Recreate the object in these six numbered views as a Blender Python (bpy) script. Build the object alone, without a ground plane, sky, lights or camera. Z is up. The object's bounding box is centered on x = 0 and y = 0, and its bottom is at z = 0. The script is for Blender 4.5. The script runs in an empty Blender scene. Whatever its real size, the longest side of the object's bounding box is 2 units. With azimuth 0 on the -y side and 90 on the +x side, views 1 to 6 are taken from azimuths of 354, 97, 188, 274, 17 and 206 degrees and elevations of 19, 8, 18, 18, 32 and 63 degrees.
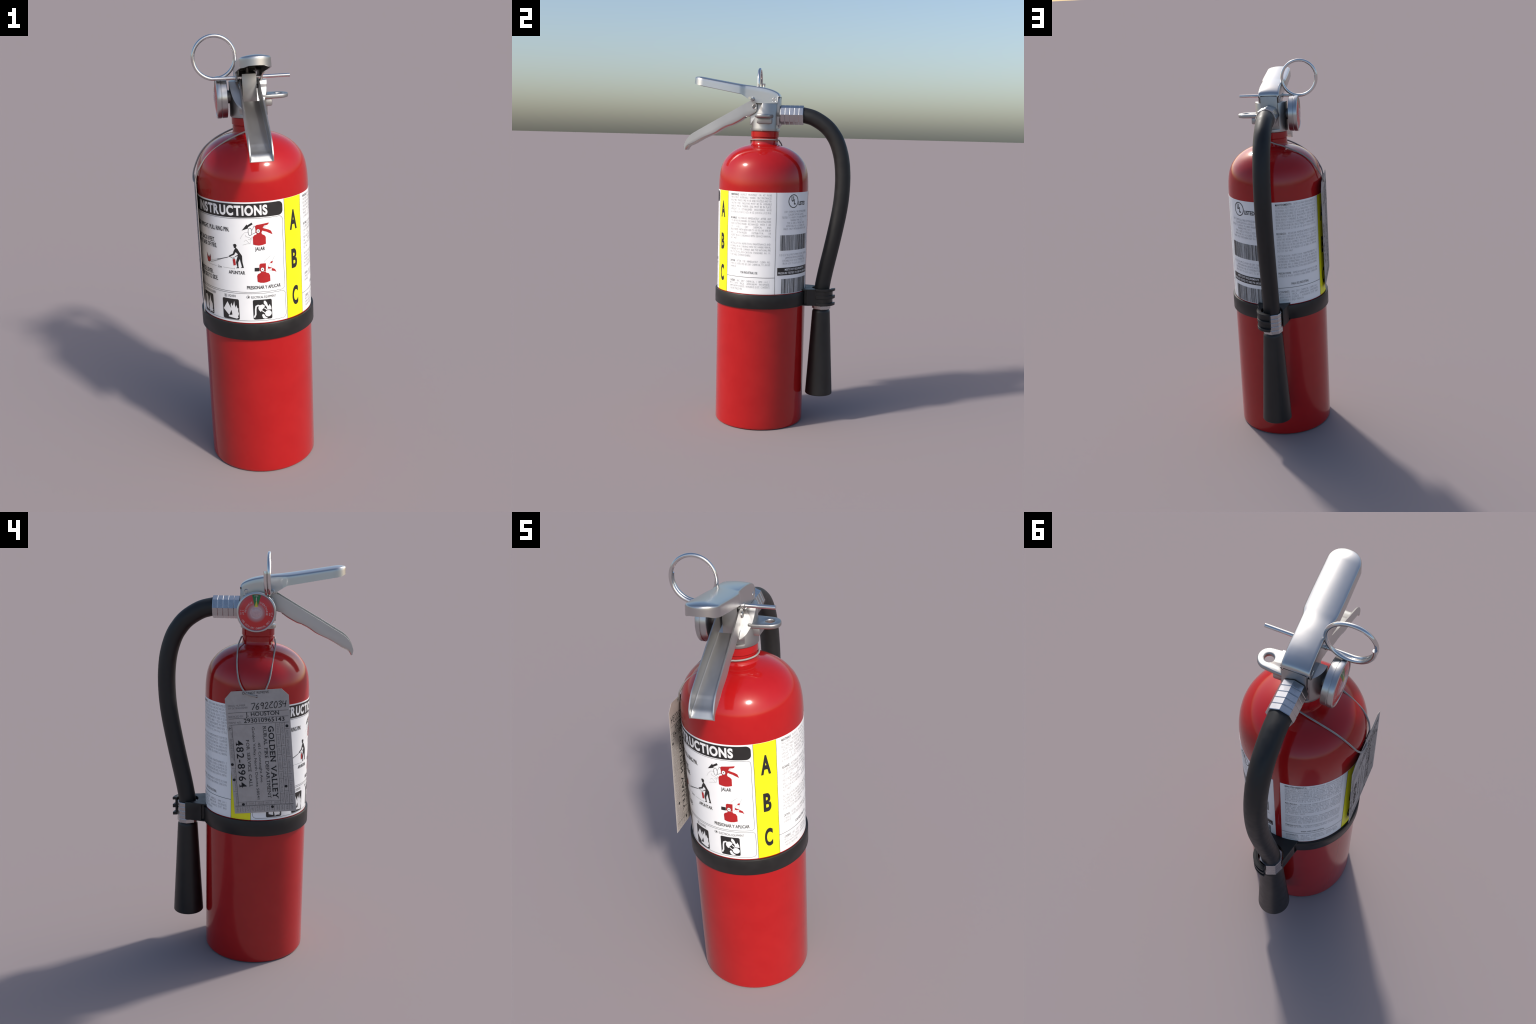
# A handheld dry-chemical fire extinguisher: red tank, printed label, cast valve head,
# carry handle over squeeze lever, ring pin, pressure gauge, hose with nozzle, paper tag.
import bpy, bmesh, math, random
from math import sin, cos, pi, radians, sqrt, atan2
from mathutils import Vector, Matrix
from mathutils.geometry import tessellate_polygon

random.seed(7)
AY = -0.017                 # y of the tank axis (x = 0)
RT = 0.2504                 # tank radius
RL = 0.2511                 # label radius
scene = bpy.context.scene

# ------------------------------------------------------------------ materials
def new_mat(name):
    m = bpy.data.materials.new(name); m.use_nodes = True
    nt = m.node_tree; nt.nodes.clear()
    out = nt.nodes.new('ShaderNodeOutputMaterial')
    b = nt.nodes.new('ShaderNodeBsdfPrincipled')
    nt.links.new(b.outputs[0], out.inputs[0])
    return m, nt, b

def noise(nt, scale, detail=4, rough=0.6, stretch=(1, 1, 1)):
    tc = nt.nodes.new('ShaderNodeTexCoord'); mp = nt.nodes.new('ShaderNodeMapping')
    mp.inputs['Scale'].default_value = stretch
    n = nt.nodes.new('ShaderNodeTexNoise')
    n.inputs['Scale'].default_value = scale; n.inputs['Detail'].default_value = detail
    n.inputs['Roughness'].default_value = rough
    nt.links.new(tc.outputs['Object'], mp.inputs[0]); nt.links.new(mp.outputs[0], n.inputs['Vector'])
    return n.outputs['Fac']

def ramp(nt, fac, stops):
    r = nt.nodes.new('ShaderNodeValToRGB'); e = r.color_ramp.elements
    while len(e) < len(stops): e.new(0.5)
    for k, (p, c) in enumerate(stops):
        e[k].position = p; e[k].color = (*c, 1) if len(c) == 3 else c
    nt.links.new(fac, r.inputs[0]); return r.outputs[0]

def val(nt, fac, lo, hi, a=0.3, b=0.7):
    m = nt.nodes.new('ShaderNodeMapRange')
    for i, v in zip((1, 2, 3, 4), (a, b, lo, hi)): m.inputs[i].default_value = v
    nt.links.new(fac, m.inputs[0]); return m.outputs[0]

def bump(nt, b, fac, strength, dist=0.001):
    n = nt.nodes.new('ShaderNodeBump'); n.inputs['Strength'].default_value = strength
    n.inputs['Distance'].default_value = dist
    nt.links.new(fac, n.inputs['Height']); nt.links.new(n.outputs[0], b.inputs['Normal'])

def simple(name, col, rough=0.5, metal=0.0, var=0.12, nscale=30, rvar=0.08, coat=0, bstr=0.0, spec=0.5, stretch=(1, 1, 1)):
    m, nt, b = new_mat(name)
    f = noise(nt, nscale, stretch=stretch)
    c0 = tuple(x * (1 - var) for x in col); c1 = tuple(min(1, x * (1 + var)) for x in col)
    nt.links.new(ramp(nt, f, [(0.3, c0), (0.7, c1)]), b.inputs['Base Color'])
    nt.links.new(val(nt, f, rough - rvar, rough + rvar), b.inputs['Roughness'])
    b.inputs['Metallic'].default_value = metal
    b.inputs['Specular IOR Level'].default_value = spec
    b.inputs['Coat Weight'].default_value = coat; b.inputs['Coat Roughness'].default_value = 0.06
    if bstr: bump(nt, b, noise(nt, nscale * 6, 3), bstr)
    return m

# glossy red enamel with faint handling smudges
def red_paint():
    m, nt, b = new_mat('red_enamel')
    f = noise(nt, 9, 6, 0.65)
    nt.links.new(ramp(nt, f, [(0.35, (0.365, 0.0065, 0.0075)), (0.7, (0.392, 0.0090, 0.0095))]), b.inputs['Base Color'])
    nt.links.new(val(nt, noise(nt, 16, 8, 0.7), 0.085, 0.16), b.inputs['Roughness'])
    b.inputs['Specular IOR Level'].default_value = 0.5
    return m
M_RED = red_paint()
M_CAST = simple('cast_aluminium', (0.42, 0.416, 0.41), 0.42, 1.0, 0.04, 8, 0.03)
M_PLATE = simple('pressed_steel', (0.53, 0.527, 0.52), 0.30, 1.0, 0.03, 5, 0.015, stretch=(1.5, 0.7, 1))
M_LEVER = simple('brushed_steel', (0.53, 0.527, 0.515), 0.41, 1.0, 0.05, 9, 0.03, stretch=(2, 0.5, 0.5))
M_CHROME = simple('polished_wire_steel', (0.66, 0.655, 0.65), 0.18, 1.0, 0.03, 20, 0.03)
M_NUT = simple('crimped_zinc', (0.48, 0.48, 0.49), 0.27, 1.0, 0.05, 10, 0.03)
M_SILVER = simple('gauge_case_steel', (0.50, 0.50, 0.50), 0.29, 1.0, 0.03, 6, 0.015)
M_STEM = simple('dark_brass_stem', (0.16, 0.155, 0.15), 0.45, 0.9, 0.1)
M_RUBBER = simple('black_rubber', (0.0125, 0.012, 0.012), 0.50, 0, 0.2, 40, 0.06, bstr=0.05, spec=0.4)
M_NOZ = simple('black_moulded_plastic', (0.0125, 0.012, 0.012), 0.40, 0, 0.15, 30, 0.05, spec=0.45)
M_STRAP = simple('black_strap_plastic', (0.0125, 0.012, 0.012), 0.40, 0, 0.2, 30, 0.06, spec=0.4)
M_WIRE = simple('grey_tie_wire', (0.30, 0.28, 0.265), 0.55, 0.0, 0.1, spec=0.3)
M_LABEL = simple('white_label_film', (0.86, 0.86, 0.86), 0.38, 0, 0.015, 12, 0.03)
M_BLACK = simple('black_print', (0.017, 0.016, 0.016), 0.42, 0, 0.1)
M_GREY = simple('fine_grey_print', (0.39, 0.39, 0.39), 0.45, 0, 0.3, 300)
M_BARGREY = simple('barcode_print', (0.05, 0.05, 0.05), 0.45, 0, 0.2)
M_YEL = simple('yellow_print', (0.86, 0.80, 0.008), 0.38, 0, 0.02)
M_INKRED = simple('red_print', (0.40, 0.012, 0.014), 0.42, 0, 0.05)
M_WHITE = simple('white_print', (0.78, 0.78, 0.78), 0.40, 0, 0.02)

def paper():
    m, nt, b = new_mat('tag_card')
    f = noise(nt, 24, 8, 0.7)
    nt.links.new(ramp(nt, f, [(0.3, (0.37, 0.332, 0.310)), (0.7, (0.425, 0.388, 0.366))]), b.inputs['Base Color'])
    b.inputs['Roughness'].default_value = 0.75
    b.inputs['Specular IOR Level'].default_value = 0.25
    return m
M_CARD = paper()
M_TAGINK = simple('tag_black_ink', (0.018, 0.018, 0.020), 0.6, 0, 0.1, spec=0.2)
M_TAGGREY = simple('tag_faded_ink', (0.19, 0.175, 0.17), 0.7, 0, 0.2, 200, spec=0.2)
M_TAGLINE = simple('tag_rule_ink', (0.06, 0.055, 0.055), 0.7, 0, 0.2, spec=0.2)
M_GREEN = simple('gauge_green', (0.008, 0.15, 0.025), 0.40, 0, 0.05, coat=0.25)
M_NEEDLE = simple('gauge_needle_yellow', (0.60, 0.47, 0.02), 0.40, 0, 0.05, coat=0.25)
M_DIALWHITE = simple('gauge_white_print', (0.66, 0.47, 0.47), 0.45, 0, 0.05)

def dial():
    # red dial face, pale reflection painted into the centre (distance from dial axis)
    m, nt, b = new_mat('gauge_dial')
    tc = nt.nodes.new('ShaderNodeTexCoord'); sx = nt.nodes.new('ShaderNodeSeparateXYZ')
    nt.links.new(tc.outputs['Object'], sx.inputs[0])
    def off(o, v):
        n = nt.nodes.new('ShaderNodeMath'); n.operation = 'SUBTRACT'; n.inputs[1].default_value = v
        nt.links.new(o, n.inputs[0]); p = nt.nodes.new('ShaderNodeMath'); p.operation = 'POWER'; p.inputs[1].default_value = 2
        nt.links.new(n.outputs[0], p.inputs[0]); return p.outputs[0]
    a = nt.nodes.new('ShaderNodeMath'); a.operation = 'ADD'
    nt.links.new(off(sx.outputs[1], GC[0]), a.inputs[0]); nt.links.new(off(sx.outputs[2], GC[1]), a.inputs[1])
    s = nt.nodes.new('ShaderNodeMath'); s.operation = 'SQRT'; nt.links.new(a.outputs[0], s.inputs[0])
    d = nt.nodes.new('ShaderNodeMath'); d.operation = 'DIVIDE'; d.inputs[1].default_value = 0.081
    nt.links.new(s.outputs[0], d.inputs[0])
    R = (0.56, 0.014, 0.016); P = (0.50, 0.33, 0.34)
    nt.links.new(ramp(nt, d.outputs[0], [(0.30, P), (0.42, (0.44, 0.17, 0.18)), (0.56, R), (0.85, R), (1.0, (0.47, 0.06, 0.07))]), b.inputs['Base Color'])
    b.inputs['Roughness'].default_value = 0.35
    b.inputs['Coat Weight'].default_value = 0.35; b.inputs['Coat Roughness'].default_value = 0.05
    return m
GC = (-0.0155, 1.7285)      # gauge centre (y, z)
M_DIAL = dial()
M_PAINTED_GLARE = simple('gauge_painted_glare', (0.52, 0.33, 0.34), 0.30, 0, 0.03, coat=1)

# ------------------------------------------------------------------ builders
def obj_from_bm(name, bm, mat, parent, angle=35, recalc=True):
    if recalc: bmesh.ops.recalc_face_normals(bm, faces=bm.faces)
    me = bpy.data.meshes.new(name); bm.to_mesh(me); bm.free()
    for p in me.polygons: p.use_smooth = True
    me.set_sharp_from_angle(angle=radians(angle))
    me.materials.append(mat)
    o = bpy.data.objects.new(name, me); scene.collection.objects.link(o); o.parent = parent
    return o

def add_faces(bm, verts, faces):
    vs = [bm.verts.new(v) for v in verts]
    for f in faces:
        try: bm.faces.new([vs[i] for i in f])
        except ValueError: pass
    return vs

def lathe(bm, prof, seg=96, frame=None, closed=False):
    """revolve (r, h) profile about the frame's z axis"""
    F = frame or Matrix.Identity(4)
    rings = []
    for r, h in prof:
        if r < 1e-6: rings.append([bm.verts.new(F @ Vector((0, 0, h)))])
        else: rings.append([bm.verts.new(F @ Vector((r * cos(2 * pi * k / seg), r * sin(2 * pi * k / seg), h))) for k in range(seg)])
    pairs = list(zip(rings, rings[1:])) + ([(rings[-1], rings[0])] if closed else [])
    for a, b in pairs:
        for k in range(seg):
            k2 = (k + 1) % seg
            if len(a) == 1 and len(b) == 1: continue
            if len(a) == 1: bm.faces.new([a[0], b[k], b[k2]])
            elif len(b) == 1: bm.faces.new([a[k], a[k2], b[0]])
            else: bm.faces.new([a[k], a[k2], b[k2], b[k]])

def frame_at(loc, zdir, xdir=(1, 0, 0)):
    zz = Vector(zdir).normalized(); xx = Vector(xdir); xx = (xx - zz * xx.dot(zz)).normalized(); yy = zz.cross(xx)
    return Matrix(((xx.x, yy.x, zz.x, loc[0]), (xx.y, yy.y, zz.y, loc[1]), (xx.z, yy.z, zz.z, loc[2]), (0, 0, 0, 1)))

def catmull(pts, n):
    P = [Vector(p) for p in pts]; P = [2 * P[0] - P[1]] + P + [2 * P[-1] - P[-2]]; out = []
    for i in range(1, len(P) - 2):
        a, b, c, d = P[i - 1:i + 3]
        for k in range(n):
            t = k / n
            out.append(0.5 * ((2 * b) + (c - a) * t + (2 * a - 5 * b + 4 * c - d) * t * t + (3 * b - a - 3 * c + d) * t ** 3))
    out.append(P[-2]); return out

def tube(bm, path, r, seg=16, up=(1, 0, 0)):
    path = [Vector(p) for p in path]; n = len(path); rings = []
    N = Vector(up)
    for i, p in enumerate(path):
        T = (path[min(i + 1, n - 1)] - path[max(i - 1, 0)]).normalized()
        N = (N - T * N.dot(T)).normalized(); B = T.cross(N)
        rr = r(i / (n - 1)) if callable(r) else r
        rings.append([bm.verts.new(p + rr * (cos(2 * pi * k / seg) * N + sin(2 * pi * k / seg) * B)) for k in range(seg)])
    for a, b in zip(rings, rings[1:]):
        for k in range(seg): bm.faces.new([a[k], a[(k + 1) % seg], b[(k + 1) % seg], b[k]])
    bm.faces.new(rings[0][::-1]); bm.faces.new(rings[-1])

def prism(bm, poly, lo, hi, mapf):
    """extrude 2D polygon; mapf(u, v, w) -> xyz"""
    n = len(poly)
    a = [bm.verts.new(mapf(u, v, lo)) for u, v in poly]; b = [bm.verts.new(mapf(u, v, hi)) for u, v in poly]
    bm.faces.new(a[::-1]); bm.faces.new(b)
    for k in range(n): bm.faces.new([a[k], a[(k + 1) % n], b[(k + 1) % n], b[k]])

def box(bm, x0, x1, y0, y1, z0, z1):
    prism(bm, [(x0, y0), (x1, y0), (x1, y1), (x0, y1)], z0, z1, lambda u, v, w: (u, v, w))

def bevel(bm, width, seg=2, angle=35):
    bmesh.ops.recalc_face_normals(bm, faces=bm.faces)
    es = [e for e in bm.edges if len(e.link_faces) == 2 and e.calc_face_angle(0) > radians(angle)]
    bmesh.ops.bevel(bm, geom=es, offset=width, segments=seg, profile=0.5, affect='EDGES', clamp_overlap=True)

def bake(o):
    dg = bpy.context.evaluated_depsgraph_get()
    me = bpy.data.meshes.new_from_object(o.evaluated_get(dg)); old = o.data
    o.modifiers.clear(); o.data = me; bpy.data.meshes.remove(old)

def boolean(o, bm_cut, op='DIFFERENCE'):
    me = bpy.data.meshes.new('cut'); bmesh.ops.recalc_face_normals(bm_cut, faces=bm_cut.faces)
    bm_cut.to_mesh(me); bm_cut.free()
    c = bpy.data.objects.new('cut', me); scene.collection.objects.link(c)
    m = o.modifiers.new('b', 'BOOLEAN'); m.operation = op; m.object = c; m.solver = 'EXACT'
    bpy.context.view_layer.update(); bake(o)
    bpy.data.objects.remove(c); bpy.data.meshes.remove(me)

def add_bevel(o, w, seg=2, angle=32):
    m = o.modifiers.new('bev', 'BEVEL'); m.width = w; m.segments = seg; m.limit_method = 'ANGLE'
    m.angle_limit = radians(angle); m.use_clamp_overlap = True
    bpy.context.view_layer.update(); bake(o)
    for p in o.data.polygons: p.use_smooth = True
    o.data.set_sharp_from_angle(angle=radians(40))

def shell(bm, outer, inner, skip=()):
    """closed shell between two equal grids [i][j]; skip names of borders left open"""
    n, m = len(outer), len(outer[0])
    A = [[bm.verts.new(v) for v in r] for r in outer]; B = [[bm.verts.new(v) for v in r] for r in inner]
    for i in range(n - 1):
        for j in range(m - 1):
            bm.faces.new([A[i][j], A[i + 1][j], A[i + 1][j + 1], A[i][j + 1]])
            bm.faces.new([B[i][j], B[i][j + 1], B[i + 1][j + 1], B[i + 1][j]])
    if 'j0' not in skip:
        for i in range(n - 1): bm.faces.new([A[i][0], B[i][0], B[i + 1][0], A[i + 1][0]])
    if 'j1' not in skip:
        for i in range(n - 1): bm.faces.new([A[i][-1], A[i + 1][-1], B[i + 1][-1], B[i][-1]])
    if 'i0' not in skip:
        for j in range(m - 1): bm.faces.new([A[0][j], A[0][j + 1], B[0][j + 1], B[0][j]])
    if 'i1' not in skip:
        for j in range(m - 1): bm.faces.new([A[-1][j], B[-1][j], B[-1][j + 1], A[-1][j + 1]])

def smooth(x, pts):
    """Catmull-Rom style curve through a sorted list of (x, y)"""
    if x <= pts[0][0]: return pts[0][1]
    if x >= pts[-1][0]: return pts[-1][1]
    def slope(i):
        a, b = pts[max(i - 1, 0)], pts[min(i + 1, len(pts) - 1)]; return (b[1] - a[1]) / (b[0] - a[0])
    for i in range(len(pts) - 1):
        (a, b), (c, d) = pts[i], pts[i + 1]
        if x <= c:
            h = c - a; t = (x - a) / h; m0, m1 = slope(i) * h, slope(i + 1) * h
            return b * (1 + 2 * t) * (1 - t) ** 2 + m0 * t * (1 - t) ** 2 + d * t * t * (3 - 2 * t) + m1 * t * t * (t - 1)

def interp(x, pts):
    """piecewise-linear in a sorted list of (x, y)"""
    if x <= pts[0][0]: return pts[0][1]
    for (a, b), (c, d) in zip(pts, pts[1:]):
        if x <= c: return b + (d - b) * (x - a) / (c - a)
    return pts[-1][1]

# ------------------------------------------------------------------ root
root = bpy.data.objects.new('fire_extinguisher', None)
scene.collection.objects.link(root)
root['label'] = 'red fire extinguisher with black hose, metal handle and paper tag'
root['category'] = 'fire extinguisher'

# ------------------------------------------------------------------ tank
bm = bmesh.new()
T0 = frame_at((0, AY, 0), (0, 0, 1))
prof = [(0, 0.014), (0.17, 0.014), (0.205, 0.006), (0.225, 0.0), (0.2425, 0.0), (0.2475, 0.0018), (0.2498, 0.006), (RT, 0.014)]
prof += [(RT, z) for z in (0.3, 0.6, 0.9, 1.2, 1.32)]
prof += [(0.2502, 1.345), (0.2492, 1.370), (0.2475, 1.392), (0.2445, 1.415), (0.2398, 1.438), (0.2330, 1.4585), (0.2235, 1.4785),
         (0.2105, 1.496), (0.196, 1.5125), (0.179, 1.527), (0.160, 1.5395), (0.140, 1.550), (0.120, 1.558), (0.1015, 1.5635),
         (0.0865, 1.567), (0.0785, 1.5705), (0.0748, 1.577), (0.0738, 1.586), (0.0735, 1.6055), (0.072, 1.6065), (0.072, 1.6085), (0.0755, 1.610), (0.0772, 1.612), (0.0772, 1.642), (0.060, 1.644), (0, 1.644)]
lathe(bm, prof, 160, T0)
tank = obj_from_bm('tank', bm, M_RED, root, 30)

# ------------------------------------------------------------------ strap round the tank
bm = bmesh.new()
lathe(bm, [(0.2505, 0.690), (0.2515, 0.6865), (0.2598, 0.6860), (0.2615, 0.6880), (0.2615, 0.7605), (0.2603, 0.7627), (0.2520, 0.763), (0.2505, 0.761)], 160, T0, closed=True)
strap = obj_from_bm('strap', bm, M_STRAP, root, 50)

# ------------------------------------------------------------------ label: sheet + printed pieces
K = RL * pi / 180.0                       # metres per degree round the label
def wrap(u, z, r):                        # u = arc position (degrees * K)
    a = u / RL
    return (r * cos(a), AY + r * sin(a), z)

def sheet(bm, d0, d1, z0, z1, r, step=1.5):
    n = max(1, int(math.ceil((d1 - d0) / step)))
    lo = [bm.verts.new(wrap((d0 + (d1 - d0) * k / n) * K, z0, r)) for k in range(n + 1)]
    hi = [bm.verts.new(wrap((d0 + (d1 - d0) * k / n) * K, z1, r)) for k in range(n + 1)]
    for k in range(n): bm.faces.new([lo[k], lo[k + 1], hi[k + 1], hi[k]])

bm = bmesh.new(); n = 354
ro, ri = RL, RT + 0.0001
A = [[wrap((92.6 + 353.4 * k / n) * K, z, r) for z, r in ((0.7665, ri), (0.7665, ro), (1.319, ro), (1.319, ri))] for k in range(n + 1)]
vs = [[bm.verts.new(v) for v in row] for row in A]
for a, b in zip(vs, vs[1:]):
    for j in range(3): bm.faces.new([a[j], b[j], b[j + 1], a[j + 1]])
bm.faces.new(vs[0]); bm.faces.new(vs[-1][::-1])
label = obj_from_bm('label', bm, M_LABEL, root, 30, recalc=False)

# flat artwork is drawn in (u, z), then wrapped
class Art:
    def __init__(s): s.bm = bmesh.new()
    def poly(s, pts):
        t = bmesh.new(); vs = [t.verts.new((x, y, 0)) for x, y in pts]
        for f in tessellate_polygon([[Vector((x, y, 0)) for x, y in pts]]):
            try: t.faces.new([vs[k] for k in f])
            except ValueError: pass
        xs = [x for x, y in pts]; x = min(xs) + 0.005
        while x < max(xs):                                   # slice so wide shapes can follow the curve
            bmesh.ops.bisect_plane(t, geom=t.verts[:] + t.edges[:] + t.faces[:], plane_co=(x, 0, 0), plane_no=(1, 0, 0)); x += 0.005
        tmp = bpy.data.meshes.new('t'); t.to_mesh(tmp); t.free(); s.bm.from_mesh(tmp); bpy.data.meshes.remove(tmp)
    def rect(s, x0, x1, y0, y1):
        n = max(1, int(abs(x1 - x0) / 0.006))
        lo = [s.bm.verts.new((x0 + (x1 - x0) * k / n, y0, 0)) for k in range(n + 1)]
        hi = [s.bm.verts.new((x0 + (x1 - x0) * k / n, y1, 0)) for k in range(n + 1)]
        for k in range(n): s.bm.faces.new([lo[k], lo[k + 1], hi[k + 1], hi[k]])
    def line(s, pts, w):
        P = [Vector(p) for p in pts]
        L = []
        for a, b in zip(P, P[1:]):                       # split long spans so they can bend
            m = max(1, int((b - a).length / 0.006)); L += [a + (b - a) * k / m for k in range(m)]
        L.append(P[-1]); closed = (P[0] - P[-1]).length < 1e-7
        row = []
        for i, p in enumerate(L):
            pa = L[i - 1] if i else (L[-2] if closed else p); pb = L[i + 1] if i < len(L) - 1 else (L[1] if closed else p)
            d0 = (p - pa).normalized() if (p - pa).length else (pb - p).normalized()
            d1 = (pb - p).normalized() if (pb - p).length else d0
            nn = Vector((-(d0 + d1).y, (d0 + d1).x))
            nn = nn.normalized() if nn.length > 1e-9 else Vector((-d0.y, d0.x))
            c = max(0.5, nn.dot(Vector((-d0.y, d0.x)))); row.append((p + nn * w / 2 / c, p - nn * w / 2 / c))
        v = [(s.bm.verts.new((a.x, a.y, 0)), s.bm.verts.new((b.x, b.y, 0))) for a, b in row]
        for a, b in zip(v, v[1:]): s.bm.faces.new([a[0], a[1], b[1], b[0]])
    def disc(s, x, y, r, n=20, ry=None): s.poly([(x + r * cos(2 * pi * k / n), y + (ry or r) * sin(2 * pi * k / n)) for k in range(n)])
    def ring(s, x, y, r, w, n=28, ry=None): s.line([(x + r * cos(2 * pi * k / n), y + (ry or r) * sin(2 * pi * k / n)) for k in range(n + 1)], w)
    def mesh(s, me, M, cut=False):
        t = bmesh.new(); t.from_mesh(me); t.transform(M)
        if cut:
            xs = [v.co.x for v in t.verts]; x = min(xs) + 0.008
            while x < max(xs):
                bmesh.ops.bisect_plane(t, geom=t.verts[:] + t.edges[:] + t.faces[:], plane_co=(x, 0, 0), plane_no=(1, 0, 0)); x += 0.008
        tmp = bpy.data.meshes.new('t'); t.to_mesh(tmp); t.free(); s.bm.from_mesh(tmp); bpy.data.meshes.remove(tmp)
    def finish(s, name, mat, parent, mapf, flip=False, extra=None):
        maps = [mapf] + ([extra] if extra else [])
        out = bmesh.new()
        for mi, mf in enumerate(maps):
            vm = {v: out.verts.new(mf(v.co.x, v.co.y)) for v in s.bm.verts}
            for f in s.bm.faces:
                f.normal_update(); vv = [vm[v] for v in f.verts]
                if (f.normal.z < 0) != (mi == 1): vv.reverse()
                try: out.faces.new(vv)
                except ValueError: pass
        loose = [v for v in out.verts if not v.link_faces]
        bmesh.ops.delete(out, geom=loose, context='VERTS')
        s.bm.free(); o = obj_from_bm(name, out, mat, parent, 60, recalc=False); o['kind'] = 'stuff'; return o

def rrect(x0, x1, y0, y1, r, n=5, step=0.006):
    pts = []
    for cx, cy, a0 in ((x1 - r, y1 - r, 0), (x0 + r, y1 - r, 90), (x0 + r, y0 + r, 180), (x1 - r, y0 + r, 270)):
        for k in range(n + 1):
            a = radians(a0 + 90 * k / n); pts.append((cx + r * cos(a), cy + r * sin(a)))
    return pts

def densify(pts, step=0.006):
    out = []
    for a, b in zip(pts, pts[1:] + pts[:1]):
        m = max(1, int(math.hypot(b[0] - a[0], b[1] - a[1]) / step))
        out += [(a[0] + (b[0] - a[0]) * k / m, a[1] + (b[1] - a[1]) * k / m) for k in range(m)]
    return out

# text: built-in font, cached per string
fcu = bpy.data.curves.new('type', 'FONT'); fcu.fill_mode = 'FRONT'
fob = bpy.data.objects.new('type', fcu); scene.collection.objects.link(fob)
cache = {}
def glyphs(s, bold=0.0, res=2):
    key = (s, bold, res)
    if key not in cache:
        fcu.body = s; fcu.size = 1; fcu.offset = bold; fcu.resolution_u = res
        bpy.context.view_layer.update()
        me = bpy.data.meshes.new_from_object(fob.evaluated_get(bpy.context.evaluated_depsgraph_get()))
        xs = [v.co.x for v in me.vertices] or [0, 1]
        cache[key] = (me, min(xs), max(xs))
    return cache[key]
CAP = max(v.co.y for v in glyphs('H')[0].vertices)

def write(art, s, x0, x1, y0, cap, bold=0.0, cut=False, res=3, shear=0.0, rot=0):
    me, a, b = glyphs(s, bold, res)
    sx = (x1 - x0) / (b - a); sy = cap / CAP
    M = Matrix.Translation((x0, y0, 0)) @ Matrix(((sx, shear * sy, 0, -a * sx), (0, sy, 0, 0), (0, 0, 1, 0), (0, 0, 0, 1)))
    art.mesh(me, M, cut)

def paragraph(art, lines, x0, x1, z0, pitch, cap, bold=-0.006, center=False, condense=0.62, last=True):
    """justified lines of small type; words are spread to fill the measure"""
    z = z0
    for li, ln in enumerate(lines):
        words = ln.split(); w = []
        for t in words:
            me, a, b = glyphs(t, bold, 1); w.append((b - a) * cap / CAP)
        full = x1 - x0; gap0 = cap * 0.42
        nat = sum(w) * condense + gap0 * (len(w) - 1)
        k = condense
        if nat > full: k = (full - gap0 * (len(w) - 1)) / sum(w); nat = full
        if center: gap = gap0; x = (x0 + x1) / 2 - nat / 2
        else:
            gap = gap0 if (li == len(lines) - 1 and last) or len(w) == 1 else (full - sum(w) * k) / (len(w) - 1); x = x0
        for t, ww in zip(words, w):
            write(art, t, x, x + ww * k, z, cap, bold, res=1); x += ww * k + gap
        z -= pitch
    return z

D = lambda d: d * K
blk, gry, red, wht, yel = Art(), Art(), Art(), Art(), Art()

# --- yellow A B C bars on both sides of the picture panel, with their rules
for d0, d1 in ((156.0, 178.4), (296.1, 318.1)):
    yel.rect(D(d0), D(d1), 0.7668, 1.3187)
    for d in (d0, d1): blk.rect(D(d) - 0.0008, D(d) + 0.0008, 0.7668, 1.3187)
    c = (d0 + d1) / 2
    for ch, zb, hw in (('A', 1.177, 4.9), ('B', 1.000, 3.9), ('C', 0.826, 4.1)):
        write(blk, ch, D(c - hw), D(c + hw), zb, 0.080, 0.040, True, 6)

# --- picture panel
blk.poly(densify(rrect(D(180.6), D(294.1), 1.252, 1.3128, 0.020)))
def write_spaced(art, s, x0, x1, y0, cap, bold, gap):
    w = [glyphs(ch, bold, 5)[2] - glyphs(ch, bold, 5)[1] for ch in s]; k = (x1 - x0) / (sum(w) + gap * (len(s) - 1)); x = x0
    for ch, ww in zip(s, w): write(art, ch, x, x + ww * k, y0, cap, bold, True, 5); x += (ww + gap) * k
write_spaced(wht, 'INSTRUCTIONS', D(197.5), D(278.2), 1.2630, 0.0395, 0.045, 0.085)
def outline(art, pts, w): art.line(pts + pts[:1], w)
outline(blk, rrect(D(180.3), D(293.6), 0.9125, 1.2475, 0.016), 0.0014)
outline(blk, rrect(D(180.3), D(294.4), 0.7765, 0.9055, 0.018), 0.0014)
for s, d1, zb, wdeg in (('HOLD UPRIGHT, PULL RING PIN.', 239.2, 1.1875, 53), ('START BACK 8 FEET.', 220.8, 1.1305, 34), ('AIM AT BASE OF FIRE.', 223.2, 1.1060, 37),
                        ('SQUEEZE LEVER.', 215.6, 0.9790, 28.5), ('SWEEP SIDE TO SIDE.', 222.2, 0.9530, 35)):
    write(blk, s, D(d1 - wdeg), D(d1), zb, 0.0190, 0.020, False, 3)
for s, a, b, zb in (('JALAR', 264.5, 274.3, 1.1040), ('APUNTAR', 236.2, 253.6, 0.9950), ('PRESIONAR Y APLICAR', 254.7, 289.2, 0.9265)):
    write(blk, s, D(a), D(b), zb, 0.0150, 0.022, False, 3)
P = lambda pts: [(D(a), z) for a, z in pts]
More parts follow.
